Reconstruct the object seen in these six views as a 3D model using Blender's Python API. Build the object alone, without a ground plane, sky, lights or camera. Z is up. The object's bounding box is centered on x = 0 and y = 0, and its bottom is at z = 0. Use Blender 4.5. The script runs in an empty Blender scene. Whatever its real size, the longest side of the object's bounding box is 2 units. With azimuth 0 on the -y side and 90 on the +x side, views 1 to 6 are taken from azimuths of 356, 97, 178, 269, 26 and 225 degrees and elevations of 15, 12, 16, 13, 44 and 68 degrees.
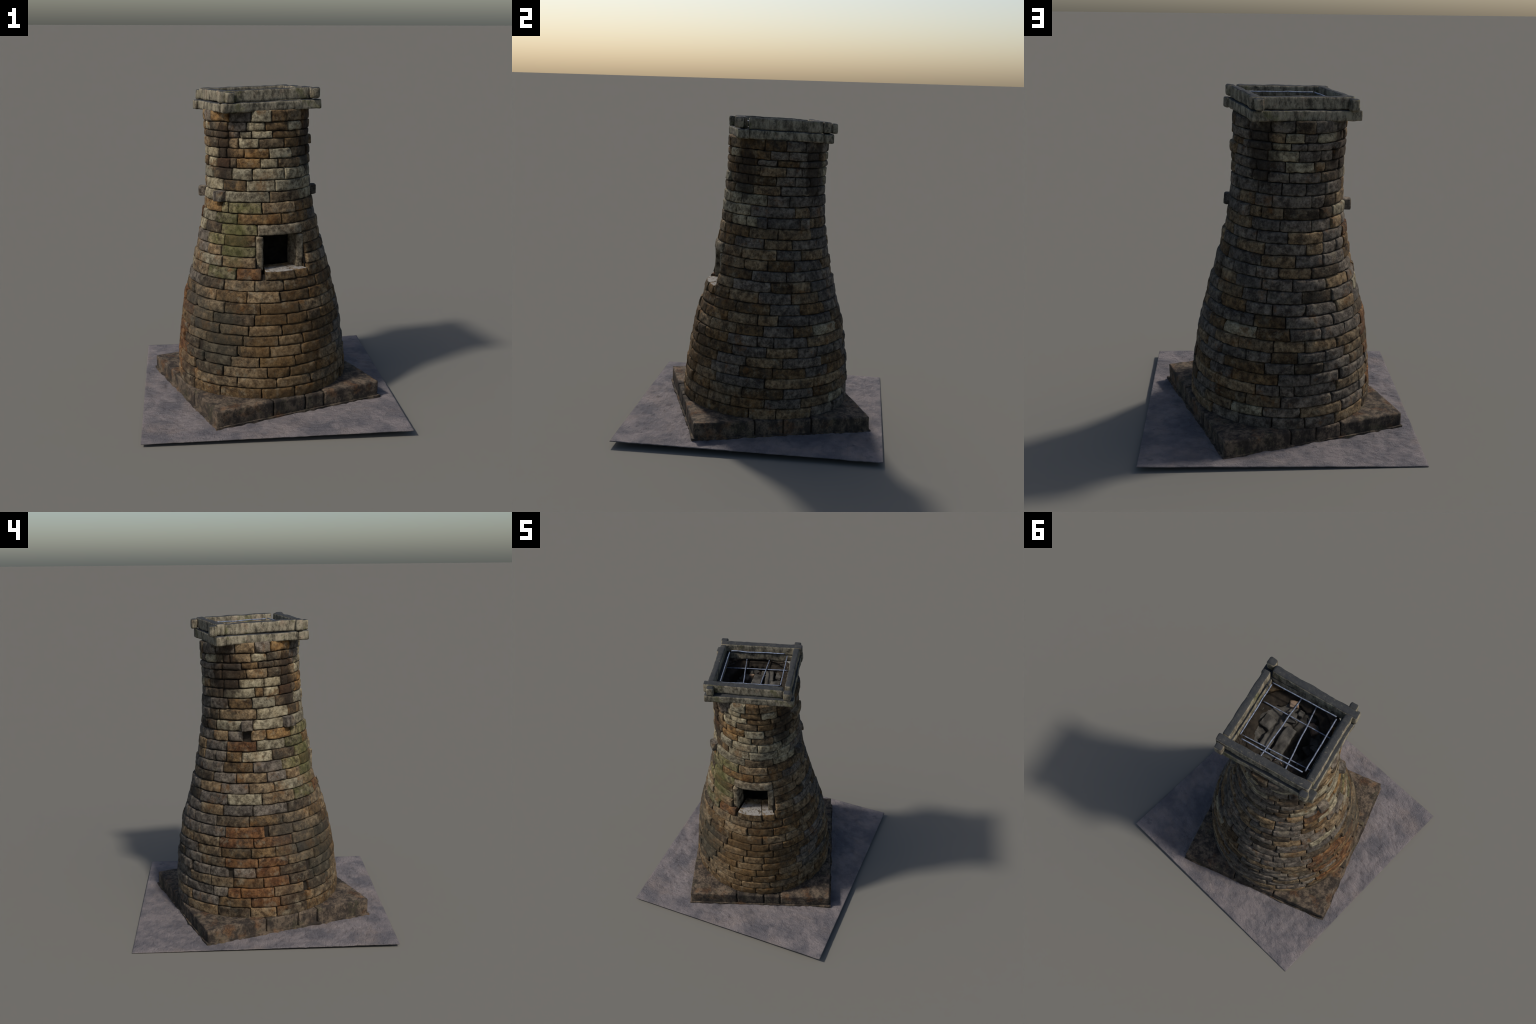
"""Bottle-shaped ancient stone tower: 27 rings of stones on a square plinth, a square
window in the front, a square frame of crossed beams on top, on a patch of bare soil."""
import bpy, bmesh, math, random
from mathutils import Vector, Matrix, noise

rng = random.Random(27)
NV = Vector

# ------------------------------------------------------------------ tower form
PROFILE = [(0.10, .5530), (0.20, .5535), (0.30, .5440), (0.40, .5340), (0.50, .5217), (0.60, .5075),
           (0.70, .4835), (0.80, .4553), (0.90, .4272), (1.00, .4019), (1.10, .3790), (1.20, .3609),
           (1.30, .3436), (1.40, .3330), (1.50, .3266), (1.60, .3230), (1.70, .3235), (1.85, .3256)]
AXIS = [(0.10, -.0195, .0240), (0.55, -.0275, .0385), (0.85, -.0315, .0440), (1.00, -.0351, .0462), (1.45, -.0493, .0508), (1.85, -.0573, .0652)]
# how far the rings are from round: cos(2a) and sin(2a) parts
OVAL = [(0.10, 0.0, -.004), (0.40, 0.0, -.002), (0.70, .001, -.006), (0.88, .006, -.0065), (1.10, .001, -.0055),
        (1.30, -.001, -.0075), (1.50, .001, -.0135), (1.82, .0035, -.0135)]
# bed joints, top to bottom (height on the axis)
BEDS = [1.857, 1.787, 1.732, 1.690, 1.630, 1.570, 1.511, 1.441, 1.370, 1.304, 1.237, 1.172, 1.107, 1.040,
        0.976, 0.911, 0.841, 0.775, 0.709, 0.642, 0.577, 0.513, 0.451, 0.385, 0.320, 0.254, 0.191, 0.118]
# upright joints of each ring in degrees round the axis
JOINTS = [
    [16, 41, 68, 94, 114, 140, 163, 185, 204, 234, 261, 283, 300, 322, 352],
    [20, 44, 66, 84, 103, 117, 148, 157, 180, 199, 220, 232, 255, 276, 302, 323, 359],
    [7, 35, 70, 90, 106, 136, 147, 169, 188, 208, 232, 247, 261, 284, 314, 326, 344],
    [17, 39, 66, 98, 121, 136, 146, 174, 199, 218, 232, 245, 269, 297, 320, 349],
    [7, 30, 52, 85, 114, 126, 148, 165, 194, 217, 229, 252, 280, 305, 335],
    [13, 47, 66, 89, 121, 146, 183, 193, 214, 234, 243, 270, 289, 316, 342],
    [24, 56, 82, 106, 127, 152, 179, 207, 237, 261, 296, 328, 359],
    [31, 53, 73, 112, 126, 141, 184, 225, 254, 285, 321, 340],
    [0, 37.5, 47.5, 62, 85, 121, 137, 168, 179.5, 216, 229, 279, 314, 336, 350],
    [12, 52, 82, 112, 134, 152, 169, 177, 194, 225, 234, 270, 306, 341],
    [28, 60, 90, 123, 152, 183, 216, 245, 289, 324, 358],
    [11, 38, 69, 107, 123, 139, 152, 168, 199, 227, 265, 310, 336],
    [3, 29, 67, 97, 122, 149, 179, 209, 232, 263, 310, 340],
    [21, 40, 64, 83, 111, 139, 163, 192, 212, 229, 263, 310.5, 349],
    [7, 26, 46, 70, 95, 123, 149, 175, 198, 231, 263, 310.5, 332],
    [25, 54, 75, 102, 127, 156, 186, 217, 246, 267.6, 270.2, 296, 309, 330, 357],
    [7, 32, 59, 80, 105, 130, 153, 178, 208, 236, 262, 285, 316, 339],
    [14, 40, 67, 90, 125, 148, 175, 202, 230, 256, 281, 306, 333, 358],
    [3, 26, 43, 70, 93, 115, 134, 157, 186.4, 189.6, 210, 239, 266, 295, 317, 342],
    [11, 37, 58, 82, 103, 126, 152, 178, 208, 230, 262, 285, 301, 313, 336, 359],
    [6, 29, 45, 64, 81, 98, 117, 132, 154, 176, 194, 211, 236, 258, 281, 304, 321, 341],
    [18, 48, 77, 96, 115, 137, 157, 181, 203, 226, 254, 278, 296, 329, 352],
    [11, 35, 55, 86, 106, 126, 129, 145, 159.6, 163, 179, 196, 218, 221, 250, 272, 294, 325, 348],
    [6, 42, 72, 87, 96, 125, 146, 163, 184, 203, 224, 246, 265, 289, 308, 330],
    [19, 42, 66, 88, 121, 148, 159, 168, 191, 214, 217, 240, 270, 285, 305, 326, 351],
    [7, 32, 56, 77, 100, 128, 152, 175, 195, 215, 222, 250, 276, 300, 325, 344],
    [15, 40, 62, 83, 103, 123, 151, 174, 192, 215, 238, 266, 288, 311, 335, 357],
]
MISSING = {(16, 267.6), (10, 169), (19, 186.4), (23, 126), (23, 159.6), (23, 218), (25, 214),
           (13, 263), (14, 263), (15, 263)}              # open holes and the window
PROJECTING = {(9, 168): .042, (9, 216): .036, (9, 350): .034, (9, 37.5): .030, (4, 349): .019, (3, 35): .016, (3, 314): .012, (3, 136): .018}


def interp(table, z):
    if z <= table[0][0]:
        return table[0][1:]
    for a, b in zip(table, table[1:]):
        if z <= b[0]:
            t = (z - a[0]) / (b[0] - a[0])
            return tuple(p + (q - p) * t for p, q in zip(a[1:], b[1:]))
    return table[-1][1:]


def axis(z):
    return interp(AXIS, z)


def radius(z, ang):
    c2, s2 = interp(OVAL, z)
    return interp(PROFILE, z)[0] - .001 + c2 * math.cos(2 * ang) + s2 * math.sin(2 * ang)


def bed(z0, ang, r):
    """height of a bed joint: the rings lean together with the tower"""
    wave = .0035 * noise.noise(NV((math.cos(ang) * 2.2, math.sin(ang) * 2.2, z0 * 31))) + .0020 * noise.noise(NV((math.cos(ang) * 6, math.sin(ang) * 6, z0 * 57)))
    return z0 + wave + .017 * r * math.cos(ang) - (.022 + .010 * z0) * r * math.sin(ang)


# ------------------------------------------------------------------ materials
class Nodes:
    def __init__(self, name):
        self.mat = bpy.data.materials.new(name)
        self.mat.use_nodes = True
        self.t = self.mat.node_tree
        self.t.nodes.clear()
        self.out = self.t.nodes.new('ShaderNodeOutputMaterial')
        self.bsdf = self.t.nodes.new('ShaderNodeBsdfPrincipled')
        self.t.links.new(self.bsdf.outputs[0], self.out.inputs[0])
        self.bsdf.inputs['Specular IOR Level'].default_value = .2
        self.pos = self.t.nodes.new('ShaderNodeTexCoord').outputs['Object']

    def put(self, sock, v):
        if isinstance(v, bpy.types.NodeSocket):
            self.t.links.new(v, sock)
        elif isinstance(v, (tuple, list)) and len(v) == 3 and sock.type == 'RGBA':
            sock.default_value = (*v, 1)
        else:
            sock.default_value = v

    def math(self, op, a, b=0.0, c=0.0):
        n = self.t.nodes.new('ShaderNodeMath')
        n.operation = op
        for s, v in zip(n.inputs, (a, b, c)):
            self.put(s, v)
        return n.outputs[0]

    def noise(self, scale, detail=4, rough=.6, stretch=None, shift=(0, 0, 0)):
        m = self.t.nodes.new('ShaderNodeMapping')
        self.put(m.inputs[0], self.pos)
        m.inputs['Location'].default_value = shift
        m.inputs['Scale'].default_value = stretch or (1, 1, 1)
        n = self.t.nodes.new('ShaderNodeTexNoise')
        self.put(n.inputs['Vector'], m.outputs[0])
        n.inputs['Scale'].default_value = scale
        n.inputs['Detail'].default_value = detail
        n.inputs['Roughness'].default_value = rough
        return n.outputs['Fac']

    def step(self, v, lo, hi):
        n = self.t.nodes.new('ShaderNodeMapRange')
        n.interpolation_type = 'SMOOTHSTEP'
        self.put(n.inputs['Value'], v)
        n.inputs['From Min'].default_value = lo
        n.inputs['From Max'].default_value = hi
        return n.outputs[0]

    def mix(self, fac, a, b, mode='MIX'):
        n = self.t.nodes.new('ShaderNodeMix')
        n.data_type = 'RGBA'
        n.blend_type = mode
        n.clamp_factor = True
        self.put(n.inputs[0], fac)
        self.put(n.inputs[6], a)
        self.put(n.inputs[7], b)
        return n.outputs[2]

    def blob(self, centre, size, rough, edge=.55):
        """1 inside an ellipsoid patch with a ragged border, 0 outside"""
        s = self.t.nodes.new('ShaderNodeVectorMath')
        s.operation = 'SUBTRACT'
        self.put(s.inputs[0], self.pos)
        s.inputs[1].default_value = centre
        d = self.t.nodes.new('ShaderNodeVectorMath')
        d.operation = 'DIVIDE'
        self.put(d.inputs[0], s.outputs[0])
        d.inputs[1].default_value = size
        l = self.t.nodes.new('ShaderNodeVectorMath')
        l.operation = 'LENGTH'
        self.put(l.inputs[0], d.outputs[0])
        v = self.math('ADD', l.outputs['Value'], self.math('MULTIPLY_ADD', rough, 1.6, -.8))
        return self.step(v, 1.0 + edge * .3, 1.0 - edge)

    def up(self):
        g = self.t.nodes.new('ShaderNodeNewGeometry')
        s = self.t.nodes.new('ShaderNodeSeparateXYZ')
        self.t.links.new(g.outputs['Normal'], s.inputs[0])
        return s.outputs[2]

    def random(self):
        return self.t.nodes.new('ShaderNodeObjectInfo').outputs['Random']

    def finish(self, colour, rough=.9, bump=None, strength=.5, distance=.004):
        self.put(self.bsdf.inputs['Base Color'], colour)
        self.put(self.bsdf.inputs['Roughness'], rough)
        if bump is not None:
            b = self.t.nodes.new('ShaderNodeBump')
            b.inputs['Strength'].default_value = strength
            b.inputs['Distance'].default_value = distance
            self.put(b.inputs['Height'], bump)
            self.t.links.new(b.outputs[0], self.bsdf.inputs['Normal'])
        return self.mat


def on_wall(deg, z, out=0.0):
    a = math.radians(deg)
    cx, cy = axis(z)
    r = radius(z, a) + out
    return (cx + r * math.cos(a), cy + r * math.sin(a), z)


def stone_material(name, light, dark, fleck=.5, lichen=.45, worn_top=False):
    n = Nodes(name)
    patch = n.noise(13, 6, .70)
    col = n.mix(n.step(patch, .36, .64), dark, light)
    # each stone a little lighter or darker
    col = n.mix(1.0, col, n.mix(n.random(), (.74, .75, .77), (1.24, 1.20, 1.14)), 'MULTIPLY')
    # mottled grain
    mott = n.step(n.noise(30, 7, .74, shift=(2, 2, 2)), .36, .64)
    col = n.mix(1.0, col, n.mix(mott, (.34, .31, .29), (1.42, 1.40, 1.36)), 'MULTIPLY')
    run = n.step(n.noise(38, 5, .7, (1, 1, .35), (4, 4, 4)), .52, .68)
    col = n.mix(n.math('MULTIPLY', run, .45), col, (.030, .024, .018))
    # iron stains and grey-green lichen crust in patches that run over several stones
    iron = n.step(n.noise(8, 6, .72, shift=(3, 1, 7)), .54, .70)
    col = n.mix(n.math('MULTIPLY', iron, .60), col, (.165, .074, .020))
    bare = n.step(n.noise(17, 5, .66, shift=(1, 6, 9)), .54, .68)
    col = n.mix(n.math('MULTIPLY', bare, .45), col, (.255, .215, .145))
    crust = n.step(n.noise(10, 7, .78, shift=(9, 4, 2)), .50, .64)
    col = n.mix(n.math('MULTIPLY', crust, lichen), col, (.040, .038, .030))
    # black run-off streaks under the corners of the beam frame
    rag = n.noise(15, 5, .68, (1, 1, .5))
    for deg, z, tall, wide in ((60, 1.65, .22, .10), (151, 1.66, .22, .10), (226, 1.62, .19, .070), (331, 1.65, .20, .090)):
        m = n.blob(on_wall(deg, z, -.01), (wide, wide, tall), rag, .30)
        col = n.mix(n.math('MULTIPLY', m, .76), col, (.021, .014, .009))
    # rusty, mossy and sooty areas
    for deg, z, size, c, f in ((186, .30, (.21, .21, .18), (.135, .050, .016), .16),
                               (243, 1.08, (.095, .095, .19), (.080, .080, .024), .38),
                               (236, .50, (.20, .20, .26), (.034, .033, .023), .55),
                               (208, .64, (.16, .16, .20), (.036, .035, .029), .50),
                               (285, .45, (.30, .25, .40), (.120, .066, .022), .40)):
        m = n.blob(on_wall(deg, z), size, n.noise(11, 6, .72, shift=(deg, 0, 0)))
        col = n.mix(n.math('MULTIPLY', m, f), col, c)
    spots = n.step(n.noise(85, 4, .75), .58, .68)
    col = n.mix(n.math('MULTIPLY', spots, fleck), col, (.036, .028, .020))
    pale = n.step(n.noise(60, 4, .75, shift=(5, 5, 5)), .62, .72)
    col = n.mix(n.math('MULTIPLY', pale, .35), col, (.24, .215, .165))
    if worn_top:                      # trodden bare to the pale stone
        col = n.mix(n.math('MULTIPLY', n.step(n.up(), .80, .95), n.step(n.noise(34, 6, .75), .64, .46)), col, (.30, .28, .25))
    h = n.math('ADD', n.noise(45, 7, .75), n.math('MULTIPLY', n.noise(170, 4, .7), .45))
    return n.finish(col, .93, h, .8, .010)


STONE = {
    'pale': stone_material('pale_granite', (.275, .248, .175), (.190, .162, .106), .28, .16),
    'tan': stone_material('tan_granite', (.205, .152, .090), (.120, .083, .046)),
    'brown': stone_material('brown_granite', (.128, .084, .041), (.066, .042, .020)),
    'ochre': stone_material('ochre_granite', (.215, .138, .062), (.135, .074, .027), .35, .25),
    'grey': stone_material('grey_granite', (.148, .128, .105), (.084, .072, .060)),
    'rust': stone_material('rusty_granite', (.160, .086, .038), (.086, .038, .016), .4, .45),
    'moss': stone_material('mossy_granite', (.165, .142, .080), (.088, .084, .034), .4, .30),
    'sooty': stone_material('sooty_granite', (.095, .070, .044), (.040, .031, .021), .4, .45),
}
SILL = stone_material('worn_sill_granite', (.150, .100, .048), (.084, .054, .026), .4, .2, True)


def beam_material():
    n = Nodes('weathered_beam_stone')
    streak = n.noise(30, 6, .74, (1, 1, .40))
    col = n.mix(n.step(streak, .36, .62), (.070, .060, .042), (.275, .240, .170))
    rose = n.step(n.noise(16, 5, .66, shift=(2, 8, 1)), .54, .68)
    col = n.mix(n.math('MULTIPLY', rose, .50), col, (.285, .210, .145))
    moss = n.step(n.noise(9, 5, .65, shift=(6, 1, 3)), .56, .68)
    col = n.mix(n.math('MULTIPLY', moss, .55), col, (.090, .090, .026))
    soot = n.step(n.noise(22, 7, .76, shift=(1, 9, 4)), .52, .64)
    col = n.mix(n.math('MULTIPLY', soot, .75), col, (.034, .031, .024))
    # mottled near-black layer on the upward-facing tops
    crust = n.math('MULTIPLY', n.step(n.up(), .50, .80), n.step(n.noise(48, 6, .8), .76, .56))
    col = n.mix(n.math('MULTIPLY', crust, .93), col, (.027, .030, .034))
    h = n.math('ADD', n.noise(70, 5, .7), n.math('MULTIPLY', n.noise(200, 3, .7), .5))
    return n.finish(col, .92, h, .6, .006)


def plinth_material():
    n = Nodes('plinth_granite')
    streak = n.noise(15, 6, .72, (1, 1, .6))
    col = n.mix(n.step(streak, .40, .60), (.034, .027, .022), (.128, .097, .069))
    col = n.mix(1.0, col, n.mix(n.random(), (.70, .72, .72), (1.30, 1.26, 1.20)), 'MULTIPLY')
    rust = n.step(n.noise(7, 4, .6, shift=(4, 0, 0)), .54, .68)
    col = n.mix(n.math('MULTIPLY', rust, .6), col, (.140, .066, .026))
    moss = n.step(n.noise(9, 5, .65, shift=(0, 7, 0)), .55, .68)
    col = n.mix(n.math('MULTIPLY', moss, .35), col, (.070, .070, .030))
    soot = n.step(n.noise(40, 7, .8, shift=(8, 3, 3)), .44, .62)
    col = n.mix(n.math('MULTIPLY', soot, .78), col, (.021, .017, .014))
    h = n.math('ADD', n.noise(60, 5, .7), n.math('MULTIPLY', n.noise(180, 3, .7), .5))
    return n.finish(col, .93, h, .6, .006)


def soil_material():
    n = Nodes('bare_sandy_soil')
    col = n.mix(n.step(n.noise(5, 6, .62), .35, .65), (.142, .132, .140), (.268, .232, .224))
    warm = n.step(n.noise(3.2, 4, .6, shift=(7, 2, 0)), .50, .68)
    col = n.mix(n.math('MULTIPLY', warm, .55), col, (.305, .247, .215))
    dim_tint = n.step(n.noise(7, 6, .7, (1, 1.6, 1), (1, 5, 0)), .55, .70)
    col = n.mix(n.math('MULTIPLY', dim_tint, .60), col, (.116, .106, .114))  # darker cool-grey patches, against the beige ones above
    grit = n.step(n.noise(85, 4, .75), .60, .70)
    col = n.mix(n.math('MULTIPLY', grit, .65), col, (.080, .068, .070))
    h = n.math('ADD', n.noise(22, 7, .74, (1, 1.5, 1)), n.math('MULTIPLY', n.noise(120, 3, .7), .25))
    return n.finish(col, .95, h, 1.0, .030)


def plain_material(name, light, dark, scale=20, rough=.92, metallic=0.0):
    n = Nodes(name)
    n.bsdf.inputs['Metallic'].default_value = metallic
    col = n.mix(n.step(n.noise(scale, 5, .65), .35, .65), dark, light)
    return n.finish(col, rough, n.noise(scale * 4, 4, .7), .5, .004)


BEAM = beam_material()
PLINTH = plinth_material()
SOIL = soil_material()
MORTAR = plain_material('dark_joint_fill', (.026, .020, .014), (.013, .010, .007), 30)
JAMB = stone_material('window_frame_granite', (.235, .200, .142), (.150, .124, .084), .3, .12)
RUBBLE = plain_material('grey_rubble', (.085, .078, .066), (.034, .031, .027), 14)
RUBBLE_TAN = plain_material('tan_rubble', (.30, .215, .150), (.16, .10, .06), 16)
STEEL = plain_material('galvanised_steel', (.23, .27, .35), (.11, .12, .15), 60, .55, .30)  # blue of the reflected sky tinted into the base colour

# ------------------------------------------------------------------ object helpers
def add(name, mesh, parent, material=None):
    ob = bpy.data.objects.new(name, mesh)
    bpy.context.scene.collection.objects.link(ob)
    ob.parent = parent
    if material:
        mesh.materials.append(material)
    return ob


def mesh_of(name, verts, faces, smooth=True):
    me = bpy.data.meshes.new(name)
    me.from_pydata([tuple(v) for v in verts], [], faces)
    if smooth:
        me.polygons.foreach_set('use_smooth', [True] * len(me.polygons))
    me.update()
    return me


def rough_block(half, rim, cell=.012, amp=.003, seed=0.0, freq=16.0, matrix=None, bend=None):
    """box with rounded edges and a weathered surface; returns vertices and faces"""
    counts = [max(2, min(60, int(round(2 * h / cell)))) for h in half]
    index, verts, faces = {}, [], []

    def vert(i, j, k):
        key = (i, j, k)
        if key not in index:
            p = NV([(-1 + 2 * c / n) * h for c, n, h in zip(key, counts, half)])
            inner = NV([max(-(h - rim), min(h - rim, c)) for c, h in zip(p, half)])
            d = p - inner
            nrm = d.normalized() if d.length > 1e-9 else NV((0, 0, 1))
            q = inner + nrm * min(rim, d.length if d.length > 0 else rim)
            s = NV((seed, seed * 1.7, -seed)) + q * freq
            q = q + nrm * amp * (noise.noise(s) + .5 * noise.noise(s * 2.7))
            if bend:
                q = bend(q)
            index[key] = len(verts)
            verts.append(matrix @ q if matrix else q)
        return index[key]

    nx, ny, nz = counts
    for i in range(nx):
        for j in range(ny):
            faces.append((vert(i, j, 0), vert(i, j + 1, 0), vert(i + 1, j + 1, 0), vert(i + 1, j, 0)))
            faces.append((vert(i, j, nz), vert(i + 1, j, nz), vert(i + 1, j + 1, nz), vert(i, j + 1, nz)))
    for i in range(nx):
        for k in range(nz):
            faces.append((vert(i, 0, k), vert(i + 1, 0, k), vert(i + 1, 0, k + 1), vert(i, 0, k + 1)))
            faces.append((vert(i, ny, k), vert(i, ny, k + 1), vert(i + 1, ny, k + 1), vert(i + 1, ny, k)))
    for j in range(ny):
        for k in range(nz):
            faces.append((vert(0, j, k), vert(0, j, k + 1), vert(0, j + 1, k + 1), vert(0, j + 1, k)))
            faces.append((vert(nx, j, k), vert(nx, j + 1, k), vert(nx, j + 1, k + 1), vert(nx, j, k + 1)))
    return verts, faces


# ------------------------------------------------------------------ the thing
tower = bpy.data.objects.new('stone_tower', None)
bpy.context.scene.collection.objects.link(tower)
tower['label'] = 'old bottle-shaped round tower of weathered stone courses on square plinth'
tower['category'] = 'stone tower'

# ------------------------------------------------------------------ soil patch
PATCH = [NV((-.784, -.841, .021)), NV((.824, -.811, .040)), NV((.785, .846, .032)), NV((-.819, .813, .0025))]


def soil_point(s, t):
    a, b, c, d = PATCH
    p = (a * (1 - s) + b * s) * (1 - t) + (d * (1 - s) + c * s) * t
    swell = (1 - (2 * s - 1) ** 4) * (1 - (2 * t - 1) ** 4)
    p.z += .009 * swell * (1 - .85 * t)
    w = NV((p.x * 7, p.y * 11, 0))
    rough = noise.noise(w) * .0040 + noise.noise(w * 2.3) * .0062 - max(0.0, noise.noise(w * 3.4 + NV((4, 0, 0)))) * .0085 + .0010
    pit = max(0.0, noise.noise(NV((p.x * 16, p.y * 22, 5))) - .42) * -.018
    p.z = max(.0015, p.z + (rough + pit) * (.25 + .75 * min(1, swell * 3)))
    return p


def build_soil():
    n = 240
    top = [soil_point(i / n, j / n) for j in range(n + 1) for i in range(n + 1)]
    verts = top + [NV((p.x, p.y, max(0.0, p.z - .005))) for p in top]
    w, m = n + 1, len(top)
    faces = []
    for j in range(n):
        for i in range(n):
            a = j * w + i
            faces.append((a, a + 1, a + 1 + w, a + w))
            faces.append((m + a, m + a + w, m + a + 1 + w, m + a + 1))
    for i in range(n):
        for a, b in ((i, i + 1), (n * w + i + 1, n * w + i), ((i + 1) * w, i * w), (i * w + n, (i + 1) * w + n)):
            faces.append((b, a, m + a, m + b))
    me = mesh_of('soil_patch', verts, faces)
    lowest = min(v.co.z for v in me.vertices)
    for v in me.vertices:
        if v.co.z <= lowest + .0003:
            v.co.z = 0.0
    ob = add('soil_patch', me, tower, SOIL)
    return ob


build_soil()

# ------------------------------------------------------------------ plinth
CORNER = {'front': NV((-.341, -.710, 0)), 'right': NV((.714, -.316, 0)), 'back': NV((.313, .756, 0)), 'left': NV((-.743, .351, 0))}
PL_MID = sum(CORNER.values(), NV()) / 4


def plinth_top(p):
    dx, dy = p.x - PL_MID.x, p.y - PL_MID.y
    return .128 + .020 * dx - .024 * dy + .015 * dx * dy


def plinth_foot(p):
    return .030 + .014 * (p.x - PL_MID.x) - .014 * (p.y - PL_MID.y)


def plinth_piece(name, quad, parent, seed, gap=.0035, depth=0.0):
    """block over a quadrilateral footprint (corners in order), with weathered edges"""
    mid = sum(quad, NV()) / 4
    top = plinth_top(mid) - depth
    foot = max(.002, plinth_foot(mid) - .012)
    eu = ((quad[1] - quad[0]) + (quad[2] - quad[3])) / 2
    ev = ((quad[3] - quad[0]) + (quad[2] - quad[1])) / 2
    hz = (top - foot) / 2
    hx, hy = eu.length / 2 - gap, ev.length / 2 - gap

    def bend(q):
        s, t = .5 + q.x / eu.length, .5 + q.y / ev.length
        p = (quad[0] * (1 - s) + quad[1] * s) * (1 - t) + (quad[3] * (1 - s) + quad[2] * s) * t
        zt, zf = plinth_top(p) - depth, max(.002, plinth_foot(p) - .012)
        k = .5 + q.z / (2 * hz)
        return NV((p.x, p.y, zf + (zt - zf) * k))

    v, f = rough_block((hx, hy, hz), .006, .012, .0030, seed, 20, None, bend)
    return add(name, mesh_of(name, v, f), parent, PLINTH)


def build_plinth():
    order = ['front', 'right', 'back', 'left']
    inset = .035
    core = [CORNER[k].lerp(PL_MID, inset) for k in order]
    verts = [NV((p.x, p.y, max(.003, plinth_foot(p) - .01))) for p in core] + [NV((p.x, p.y, plinth_top(p) - .006)) for p in core]
    faces = [(3, 2, 1, 0), (4, 5, 6, 7)] + [(i, (i + 1) % 4, 4 + (i + 1) % 4, 4 + i) for i in range(4)]
    base = add('plinth', mesh_of('plinth', verts, faces, False), tower, MORTAR)
    rim = [CORNER[k] + (CORNER[k] - PL_MID) * .013 for k in order]
    verts = [NV((p.x, p.y, max(.008, plinth_foot(p) - .02))) for p in rim] + [NV((p.x, p.y, plinth_foot(p) + .008)) for p in rim]
    bm = bmesh.new()
    bv = [bm.verts.new(v) for v in verts]
    for f in faces:
        bm.faces.new([bv[i] for i in f])
    bmesh.ops.subdivide_edges(bm, edges=bm.edges, cuts=40, use_grid_fill=True)
    for v in bm.verts:
        k = noise.noise(v.co * 14) * .010 + noise.noise(v.co * 40) * .004
        away = (v.co - PL_MID).normalized()
        v.co += NV((away.x * k, away.y * k, min(0, k) * .6))
    me = bpy.data.meshes.new('plinth_footing')
    for v in bm.verts:
        v.co.z = max(.0005, v.co.z)
    bm.to_mesh(me)
    bm.free()
    add('plinth_footing', me, base, PLINTH)
    # joints along the four sides, as shares of the side length
    cuts = {'front': (.336, .53, .645), 'right': (.34, .50, .66), 'back': (.36, .50, .64), 'left': (.352, .548, .668)}

    def at(s, t):
        f, r, b, l = (CORNER[k] for k in order)
        return (f * (1 - s) + r * s) * (1 - t) + (l * (1 - s) + b * s) * t

    c = cuts
    fr, rk, kl, lf = c['front'], c['right'], c['back'], [1 - x for x in reversed(c['left'])]
    # corner slabs
    plinth_piece('plinth_block', [at(0, 0), at(fr[0], 0), at(fr[0], lf[0]), at(0, lf[0])], base, 1.0)
    plinth_piece('plinth_block', [at(fr[2], 0), at(1, 0), at(1, rk[0]), at(fr[2], rk[0])], base, 2.0)
    plinth_piece('plinth_block', [at(1 - kl[0], rk[2]), at(1, rk[2]), at(1, 1), at(1 - kl[0], 1)], base, 3.0)
    plinth_piece('plinth_block', [at(0, lf[2]), at(1 - kl[2], lf[2]), at(1 - kl[2], 1), at(0, 1)], base, 4.0)
    d = .14
    for k in range(2):
        plinth_piece('plinth_block', [at(fr[k], 0), at(fr[k + 1], 0), at(fr[k + 1], d), at(fr[k], d)], base, 5 + k, depth=.001 + .002 * k)
        plinth_piece('plinth_block', [at(1 - d, rk[k]), at(1, rk[k]), at(1, rk[k + 1]), at(1 - d, rk[k + 1])], base, 7 + k, depth=.002)
        plinth_piece('plinth_block', [at(1 - kl[k + 1], 1 - d), at(1 - kl[k], 1 - d), at(1 - kl[k], 1), at(1 - kl[k + 1], 1)], base, 9 + k, depth=.002)
        plinth_piece('plinth_block', [at(0, lf[k]), at(d, lf[k]), at(d, lf[k + 1]), at(0, lf[k + 1])], base, 11 + k, depth=.001 + .002 * k)


build_plinth()

# ------------------------------------------------------------------ window frame axes
TURN = math.radians(15.3)
UU = NV((math.cos(TURN), math.sin(TURN), 0))
VV = NV((-math.sin(TURN), math.cos(TURN), 0))
WIN = NV((-.035, .042, 0))                 # origin of the window's own u, v axes
WIN_U = (-.103, .117)
WIN_Z = (.906, 1.112)


def win(u, v, z):
    return WIN + UU * u + VV * v + NV((0, 0, z))


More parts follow.
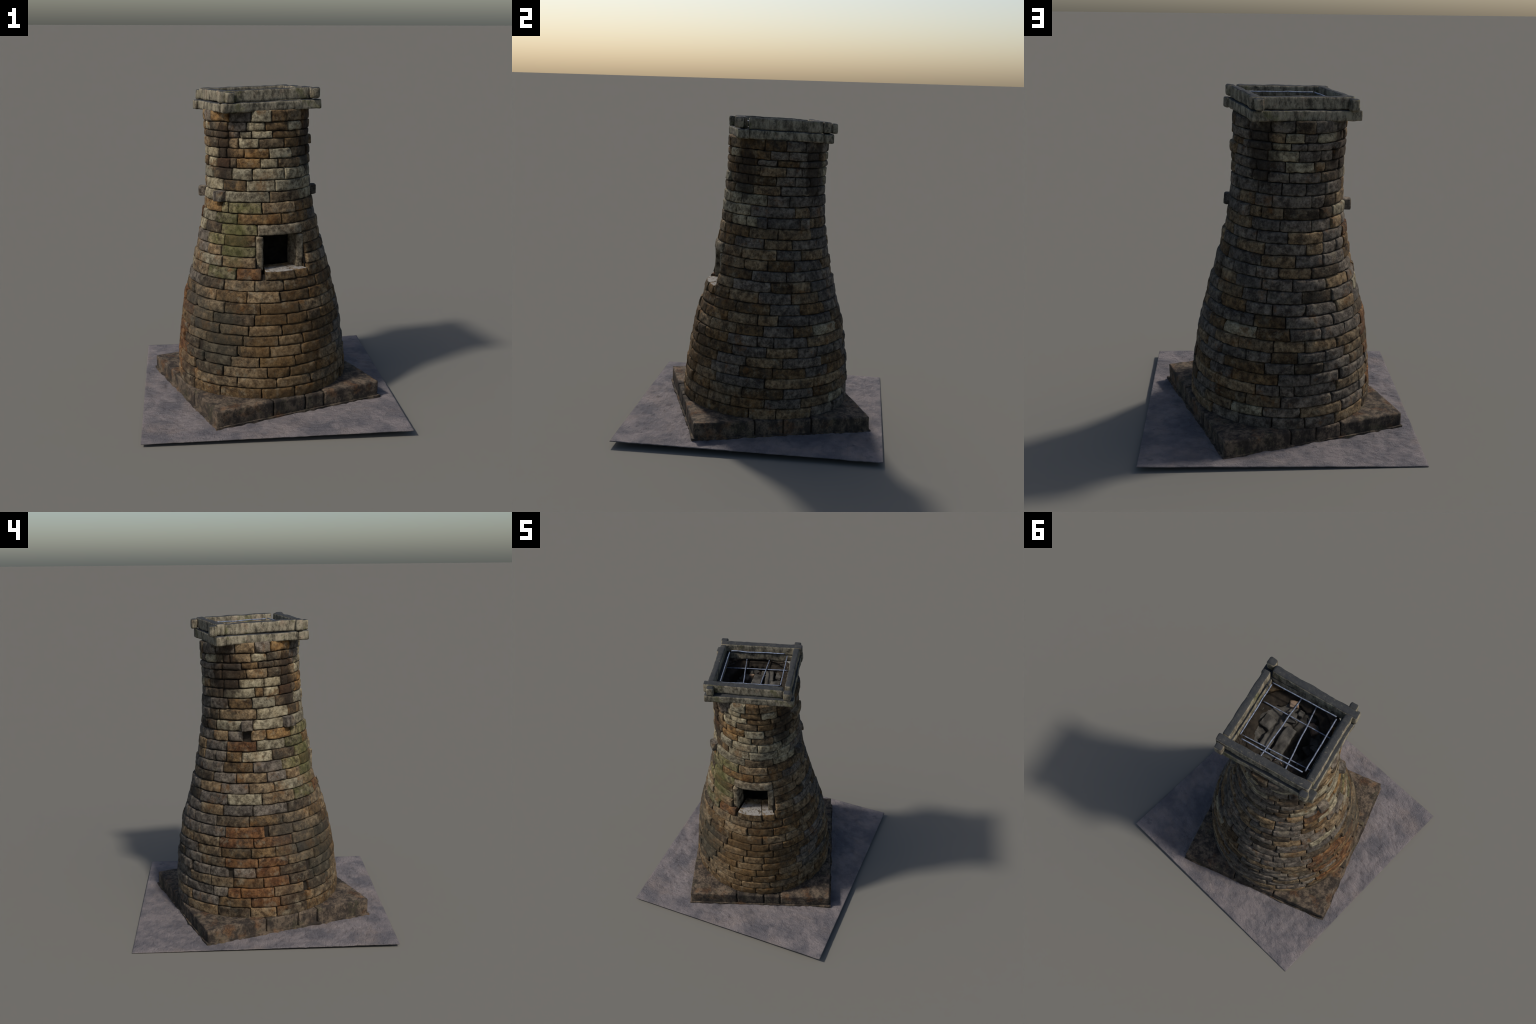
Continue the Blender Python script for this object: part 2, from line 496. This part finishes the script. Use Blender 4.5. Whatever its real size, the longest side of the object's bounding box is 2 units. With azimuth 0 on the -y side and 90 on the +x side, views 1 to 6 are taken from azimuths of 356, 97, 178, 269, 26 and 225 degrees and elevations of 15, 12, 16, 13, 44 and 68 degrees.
# ------------------------------------------------------------------ wall core
def build_core():
    na, nz = 144, 110
    z0, z1 = .10, 1.838

    def ring(z, inset, j, rugged):
        out = []
        for i in range(na):
            a = 2 * math.pi * i / na
            cx, cy = axis(z)
            r = inset(z, a)
            if rugged:
                r += .020 * noise.noise(NV((math.cos(a) * 4, math.sin(a) * 4, z * 14))) + .012 * noise.noise(NV((math.cos(a) * 9, math.sin(a) * 9, z * 30)))
            out.append(NV((cx + r * math.cos(a), cy + r * math.sin(a), bed(z, a, r))))
        return out

    outer = lambda z, a: radius(z, a) - .018
    hollow = lambda z, a: max(.195, .24 - .045 * max(0.0, min(1.0, (z - 1.2) / .4)))
    verts, faces = [], []
    for j in range(nz + 1):
        verts += ring(z0 + (z1 - z0) * j / nz, outer, j, False)
    base = len(verts)
    for j in range(nz + 1):
        verts += ring(z0 + (z1 - z0) * j / nz, hollow, j, True)

    def open_here(p):
        d = p - WIN
        return d.dot(VV) < 0 and WIN_U[0] - .034 < d.dot(UU) < WIN_U[1] + .044 and WIN_Z[0] - .014 < p.z < WIN_Z[1] + .012

    for j in range(nz):
        for i in range(na):
            k = (i + 1) % na
            q = (j * na + i, j * na + k, (j + 1) * na + k, (j + 1) * na + i)
            if not open_here(sum((verts[x] for x in q), NV()) / 4):
                faces.append(q)
            q2 = tuple(base + x for x in reversed(q))
            if not open_here(sum((verts[x] for x in q2), NV()) / 4):
                faces.append(q2)
    for i in range(na):
        k = (i + 1) % na
        faces.append((nz * na + i, nz * na + k, base + nz * na + k, base + nz * na + i))
    return add('wall_core', mesh_of('wall_core', verts, faces), tower, MORTAR)


core = build_core()

# ------------------------------------------------------------------ ring stones
# stones that stand out by their colour: (ring, first joint) -> kind
PICKED = {(1, 185): 'grey', (1, 234): 'grey', (1, 261): 'pale', (1, 283): 'brown', (2, 180): 'pale', (2, 199): 'sooty', (2, 232): 'grey', (2, 255): 'pale', (2, 276): 'brown',
          (3, 188): 'sooty', (3, 208): 'sooty', (3, 232): 'grey', (3, 261): 'pale', (3, 284): 'brown', (4, 174): 'tan', (4, 199): 'sooty', (4, 245): 'pale', (4, 269): 'tan', (4, 297): 'brown',
          (5, 148): 'sooty', (5, 165): 'pale', (5, 194): 'pale', (5, 217): 'sooty', (5, 229): 'brown', (5, 252): 'ochre', (5, 280): 'pale', (6, 193): 'pale', (6, 214): 'rust', (6, 234): 'sooty',
          (6, 243): 'ochre', (6, 270): 'pale', (6, 289): 'tan', (7, 179): 'pale', (7, 207): 'sooty', (7, 237): 'pale', (7, 261): 'pale', (8, 184): 'pale', (8, 225): 'brown', (8, 254): 'pale',
          (9, 179.5): 'pale', (9, 229): 'pale', (9, 279): 'tan', (10, 177): 'tan', (10, 194): 'ochre', (10, 234): 'moss', (10, 270): 'tan', (11, 152): 'rust', (11, 183): 'pale', (11, 216): 'moss',
          (11, 245): 'ochre', (11, 289): 'brown', (12, 168): 'pale', (12, 199): 'sooty', (12, 227): 'moss', (13, 149): 'brown', (13, 209): 'moss', (13, 232): 'brown', (14, 229): 'moss', (15, 231): 'tan',
          (16, 156): 'pale', (16, 217): 'moss', (16, 246): 'rust', (20, 178): 'rust', (23, 179): 'rust', (24, 184): 'rust', (25, 168): 'rust', (26, 175): 'rust', (27, 174): 'tan', (22, 278): 'tan',
          (24, 246): 'tan', (26, 250): 'tan', (15, 95): 'grey', (15, 70): 'grey', (2, 84): 'pale', (2, 117): 'pale', (5, 85): 'pale', (7, 82): 'grey', (7, 56): 'grey'}


def tint(course, deg):
    """which stone colour goes where on the wall"""
    def pick(**weights):
        x = rng.random() * sum(weights.values())
        for k, w in weights.items():
            x -= w
            if x <= 0:
                return k
        return 'tan'
    d = deg % 360
    if course == 1 and 204 <= d < 234:
        return 'ochre'
    if course == 10 and 190 <= d < 228:
        return 'ochre'
    if course in (7, 8, 9) and 235 <= d < 345:
        return 'pale'
    if course <= 9 and 234 <= d < 330:
        return pick(pale=.5, tan=.45, brown=.1)
    if course <= 9 and 160 <= d < 234:
        return pick(tan=.65, pale=.2, brown=.2) if course > 5 else pick(tan=.5, brown=.3, ochre=.1, grey=.1)
    if 10 <= course <= 16 and 222 <= d < 264:
        return pick(moss=.55, tan=.35, brown=.15)
    if 10 <= course <= 13 and 160 <= d < 222:
        return pick(tan=.5, rust=.15, brown=.25, grey=.15)
    if 10 <= course <= 16 and 264 <= d < 330:
        return pick(tan=.5, brown=.5)
    if course >= 16 and 240 <= d < 335:
        return pick(brown=.58, ochre=.12, tan=.25, sooty=.05)
    if course >= 17 and 195 <= d < 240:
        return pick(sooty=.5, brown=.3, tan=.2)
    if course >= 19 and 158 <= d < 195:
        return pick(rust=.28, brown=.42, grey=.15, sooty=.2)
    if 95 <= d < 165:  # mostly grey from here round to the back
        return pick(grey=.65, tan=.2, pale=.06, sooty=.12)
    if 20 <= d < 95:
        return pick(grey=.55, tan=.22, brown=.15, pale=.08)
    if 165 <= d < 222:
        return pick(grey=.45, tan=.4, pale=.1, brown=.1)
    return pick(brown=.4, grey=.35, tan=.25)


def ring_stone(course, d0, d1, push, seed, depth=.060):
    """one curved, pillow-faced stone of a ring; closed mesh"""
    zt0, zb0 = BEDS[course - 1], BEDS[course]
    zm = (zt0 + zb0) / 2
    rm = radius(zm, math.radians((d0 + d1) / 2))
    gap = .0016 + .0016 * rng.random()
    a0, a1 = math.radians(d0) + gap / rm, math.radians(d1) - gap / rm
    width = (a1 - a0) * rm
    height = zt0 - zb0 - 2 * gap
    nx = max(6, min(30, int(width / .0085)))
    ny = max(6, int(height / .0075))
    rim = min(.0068, width * .25, height * .25) * rng.uniform(.7, 1.3)
    lean, swing = rng.uniform(-.05, .05), rng.uniform(-.035, .035)
    jut = push + rng.gauss(0, .0028)
    chips = [(rng.choice((0, 1)), rng.choice((0, 1)), rng.uniform(.012, .026)) for _ in range(rng.choice((0, 0, 1, 1, 2)))]
    off = NV((seed * 3.1, seed * 1.3, seed * .7))
    sill = course == 16 and 268 <= d0 < 309

    def spread(n):
        # closer spacing near the edges, where the stone is rounded
        out = []
        for i in range(n + 1):
            t = i / n
            out.append(t - .11 * math.sin(2 * math.pi * t))
        return out

    su, sv = spread(nx), spread(ny)

    def wob(k, t):
        return .0030 * noise.noise(off + NV((k * 7.7, t * 3.5, 1.3))) + .0016 * noise.noise(off + NV((k * 3.3, t * 11, 4.1)))

    front, back = [], []
    slope_share = .70
    for j, t in enumerate(sv):
        for i, s in enumerate(su):
            dx, dz = min(s, 1 - s) * width, min(t, 1 - t) * height
            q = math.hypot(max(0, 1 - dx / rim), max(0, 1 - dz / rim))
            fall = rim * (1 - math.sqrt(max(0, 1 - min(1, q) ** 2)))
            fall += max(0, q - 1) * rim * .6
            for cs, ct, size in chips:
                dc = math.hypot((s - cs) * width, (t - ct) * height)
                if dc < size:
                    fall += (size - dc) * .75
            a = a0 + (a1 - a0) * s + (wob(1, t) * (1 - s) + wob(2, t) * s) / rm
            zb = bed(zb0, a, rm) + gap + wob(3, s * width * 9)
            zt = .909 + .3 * wob(4, s * width * 9) if sill else bed(zt0, a, rm) - gap + wob(4, s * width * 9)
            z = zb + (zt - zb) * t
            zl = zb0 + (zt0 - zb0) * t
            r = radius(zm, a) + slope_share * (radius(zl, a) - radius(zm, a)) + jut
            r += (t - .5) * height * lean + (s - .5) * width * swing
            p3 = NV((r * math.cos(a), r * math.sin(a), z))
            r += .0040 * noise.noise(off + p3 * 22) + .0022 * noise.noise(off + p3 * 60)
            r += .0018 * (1 - (2 * s - 1) ** 2) * (1 - (2 * t - 1) ** 2)
            cx, cy = axis(zl)
            rr = r - fall
            front.append(NV((cx + rr * math.cos(a), cy + rr * math.sin(a), z)))
            rb = rm - depth
            back.append(NV((cx + rb * math.cos(a), cy + rb * math.sin(a), z)))
    w = nx + 1
    rim_ids = [i for i in range(w)] + [j * w + nx for j in range(1, ny + 1)] + \
              [ny * w + i for i in range(nx - 1, -1, -1)] + [j * w for j in range(ny - 1, 0, -1)]
    verts = front + [back[i] for i in rim_ids]
    m = len(front)
    faces = [(j * w + i, j * w + i + 1, (j + 1) * w + i + 1, (j + 1) * w + i) for j in range(ny) for i in range(nx)]
    L = len(rim_ids)
    for k in range(L):
        n2 = (k + 1) % L
        faces.append((rim_ids[n2], rim_ids[k], m + k, m + n2))
    faces.append(tuple(m + k for k in range(L)))
    return verts, faces, width * height


def build_stones():
    pieces = []
    seed = 0
    for c, joints in enumerate(JOINTS, 1):
        ring = joints + [joints[0] + 360]
        for d0, d1 in zip(ring, ring[1:]):
            seed += 1
            if (c, d0) in MISSING:
                continue
            push = PROJECTING.get((c, d0), 0.0)
            if (c, d0) == (12, 265):
                continue                                   # the lintel has its own builder
            if c == 16 and 268 <= d0 < 309:
                v, f, area = ring_stone(c, d0, d1, .004, seed, .17)
                add('window_sill', mesh_of('window_sill', v, f), core, SILL)
                continue
            v, f, area = ring_stone(c, d0, d1, push, seed)
            mid = (d0 + d1) / 2
            kind = tint(c, mid)
            kind = PICKED.get((c, d0), kind)
            if push > .03:
                kind = 'grey'
            pieces.append((area, c, v, f, kind, push))
    pieces.sort(key=lambda p: -p[0])
    small_v, small_f, small_m = [], [], []
    keep = 300
    for n, (area, c, v, f, kind, push) in enumerate(pieces):
        name = 'projecting_stone' if push > .03 else 'wall_stone'
        if n < keep or push > .03:
            add(name, mesh_of(name, v, f), core, STONE[kind])
        else:
            o = len(small_v)
            small_v += v
            small_f += [tuple(o + x for x in q) for q in f]
            small_m += [list(STONE).index(kind)] * len(f)
    me = mesh_of('small_wall_stones', small_v, small_f)
    for m in STONE.values():
        me.materials.append(m)
    me.polygons.foreach_set('material_index', small_m)
    ob = add('small_wall_stones', me, core)
    ob['kind'] = 'stuff'
    # lintel: a long slab over the window, a little proud of the wall
    v, f, _ = ring_stone(12, 265, 310, .012, 901, .16)
    add('window_lintel', mesh_of('window_lintel', v, f), core, JAMB)


build_stones()

# ------------------------------------------------------------------ window
def boxed(name, parent, material, centre, half, ax=None, rim=.006, amp=.0025, seed=0.0, cell=.012, freq=16):
    rot = ax or Matrix((UU, VV, NV((0, 0, 1)))).transposed()
    v, f = rough_block(half, rim, cell, amp, seed, freq, Matrix.Translation(centre) @ rot.to_4x4())
    return add(name, mesh_of(name, v, f), parent, material)


boxed('window_jamb', core, JAMB, win(-.122, -.312, 1.009), (.0200, .055, .105), seed=21)
boxed('window_jamb', core, JAMB, win(.140, -.302, 1.008), (.0225, .055, .105), seed=22)
# splayed inner sides: the opening narrows inwards
boxed('window_reveal', core, JAMB, win(-.114, -.312, 1.006), (.0190, .048, .103), Matrix.Rotation(TURN - .28, 3, 'Z'), seed=27)
boxed('window_reveal', core, JAMB, win(.131, -.290, 1.005), (.0190, .060, .103), Matrix.Rotation(TURN + .15, 3, 'Z'), seed=28)
# rubble inside, well below the sill
boxed('inner_floor', core, RUBBLE, win(.0, .03, .79), (.235, .225, .036), rim=.02, amp=.02, seed=25, cell=.016)

# rough rubble that closes the opening behind the sill, deeper on its left side
skew = Matrix.Rotation(TURN - .30, 3, 'Z')
boxed('window_infill', core, MORTAR, win(.01, -.015, .99), (.170, .065, .135), skew, rim=.02, amp=.024, seed=26, cell=.009, freq=24)  # near-black colour paints the deep shadow of the window recess

# ------------------------------------------------------------------ beam frame on top
TOP = NV((-.058, .066, 0))


def frame_z(p, z0):
    return z0 + .030 * (p.x - TOP.x) - .030 * (p.y - TOP.y)


def beam(name, u0, u1, v0, v1, z0, z1, seed, rim=.008, amp=.0048, skew=0.0):
    hu, hv, hz = (u1 - u0) / 2, (v1 - v0) / 2, (z1 - z0) / 2
    cu, cv, cz = (u1 + u0) / 2, (v1 + v0) / 2, (z1 + z0) / 2

    def bend(q):
        p = TOP + UU * (cu + q.x) + VV * (cv + q.y + skew * q.x)
        p.z = frame_z(p, cz + q.z)
        return p

    v, f = rough_block((hu, hv, hz), rim, .010, amp, seed, 13, None, bend)
    return add(name, mesh_of(name, v, f), tower, BEAM)


Z_LOW, Z_MID, Z_TOP = 1.851, 1.909, 1.981
# lower square
beam('frame_beam', -.306, .321, -.303, -.232, Z_LOW, Z_MID, 31)
beam('frame_beam', -.329, .311, .240, .302, Z_LOW - .002, Z_MID, 32)
beam('frame_beam', -.308, -.226, -.230, .238, Z_LOW, Z_MID - .001, 33)
beam('frame_beam', .240, .306, -.230, .238, Z_LOW, Z_MID - .001, 34)
# upper square: beams cross at the corners, their ends stick out
beam('frame_beam', -.317, .246, -.276, -.226, Z_MID + .002, Z_TOP + .001, 35, skew=-.036)
beam('frame_beam', -.287, .312, .236, .286, Z_MID + .002, Z_TOP, 36)
beam('frame_beam', -.289, -.245, -.225, .234, Z_MID + .001, Z_TOP - .001, 37)
beam('frame_beam', .249, .294, -.231, .235, Z_MID + .001, Z_TOP, 38)
beam('beam_end', -.287, -.238, -.306, -.262, Z_MID + .001, Z_TOP - .008, 39)
beam('beam_end', .249, .303, -.322, -.268, Z_MID + .004, Z_TOP - .002, 40, .014)
beam('beam_end', .246, .296, .287, .328, Z_MID + .001, Z_TOP - .008, 41)
beam('beam_end', -.300, -.247, .287, .334, Z_MID - .002, Z_TOP - .006, 42, .013)

# ------------------------------------------------------------------ steel grille
def rod(name, a, b, r=.0042, sag=.003, seed=0.0):
    segs, ring = 24, 10
    d = (b - a).normalized()
    x = d.orthogonal().normalized()
    y = d.cross(x)
    verts, faces = [], []
    for i in range(segs + 1):
        t = i / segs
        p = a.lerp(b, t) + NV((0, 0, sag * noise.noise(NV((seed, t * 4, 0))))) + x * sag * noise.noise(NV((seed + 9, t * 5, 0)))
        rr = r * (1 + .18 * noise.noise(NV((seed, t * 14, 3))))
        for k in range(ring):
            g = 2 * math.pi * k / ring
            verts.append(p + (x * math.cos(g) + y * math.sin(g)) * rr)
    for i in range(segs):
        for k in range(ring):
            n2 = (k + 1) % ring
            faces.append((i * ring + k, i * ring + n2, (i + 1) * ring + n2, (i + 1) * ring + k))
    faces.append(tuple(reversed(range(ring))))
    faces.append(tuple(segs * ring + k for k in range(ring)))
    return mesh_of(name, verts, faces)


def at_top(u, v, z):
    p = TOP + UU * u + VV * v
    return NV((p.x, p.y, frame_z(p, z)))


grille = bpy.data.objects.new('steel_grille', None)
bpy.context.scene.collection.objects.link(grille)
grille.parent = tower
for n, (p, q, r) in enumerate([
        (at_top(-.205, -.189, 1.948), at_top(.214, -.189, 1.951), .0038), (at_top(-.203, .197, 1.950), at_top(.192, .197, 1.950), .0042),
        (at_top(-.211, -.176, 1.948), at_top(-.213, .184, 1.948), .0044), (at_top(.214, -.178, 1.948), at_top(.212, .176, 1.946), .0040),
        (at_top(.042, -.240, 1.853), at_top(.070, .245, 1.853), .0044), (at_top(-.058, -.240, 1.853), at_top(-.098, .245, 1.853), .0044),
        (at_top(-.235, -.098, 1.846), at_top(.225, -.105, 1.846), .0038), (at_top(-.235, .128, 1.846), at_top(.225, .138, 1.846), .0038)]):
    add('grille_rod', rod('grille_rod', p, q, r, .003, n * 5.0), grille, STEEL)

# ------------------------------------------------------------------ rubble in the shaft
def build_rubble():
    def level(u, v):
        pit = .24 * math.exp(-(u + .07) ** 2 / .004 - (v + .01) ** 2 / .010)
        return max(1.62, min(1.83, 1.785 + .20 * u - .14 * v)) - pit

    def settle(q):
        p = TOP + UU * q.x + VV * q.y
        p.z = level(q.x, q.y) - .035 + q.z
        return p

    v, f = rough_block((.215, .215, .03), .02, .012, .030, 77, 13, None, settle)
    bed_ob = add('rubble_fill', mesh_of('rubble_fill', v, f), tower, RUBBLE)

    def lump(u, v, z, half, spin, mat, seed, name='rubble_stone', rim=.30, amp=.16):
        m = Matrix.Translation(TOP + UU * u + VV * v + NV((0, 0, z))) @ Matrix.Rotation(spin, 4, 'Z') @ Matrix.Rotation(rng.uniform(-.3, .3), 4, 'X')
        s = min(half)
        vv, ff = rough_block(half, s * rim, .007, s * amp * 2, seed, 28, m)
        add(name, mesh_of(name, vv, ff), bed_ob, mat)

    lump(.010, .040, 1.795, (.034, .095, .020), TURN - .05, RUBBLE, 51, 'rubble_slab')
    lump(.095, .040, 1.790, (.030, .105, .020), TURN + .05, RUBBLE, 52, 'rubble_slab')
    for n in range(46):
        u, v = rng.uniform(-.20, .20), rng.uniform(-.20, .20)
        s = rng.uniform(.018, .040)
        if math.hypot(u, v) > .215 or (abs(u - .05) < .09 and abs(v - .04) < .12):
            continue
        lump(u, v, level(u, v) + rng.uniform(-.01, .018), (s, s * rng.uniform(.6, 1.1), s * rng.uniform(.45, .8)),
             rng.uniform(0, 3), RUBBLE_TAN if n % 9 == 3 else RUBBLE, 60 + n)


build_rubble()
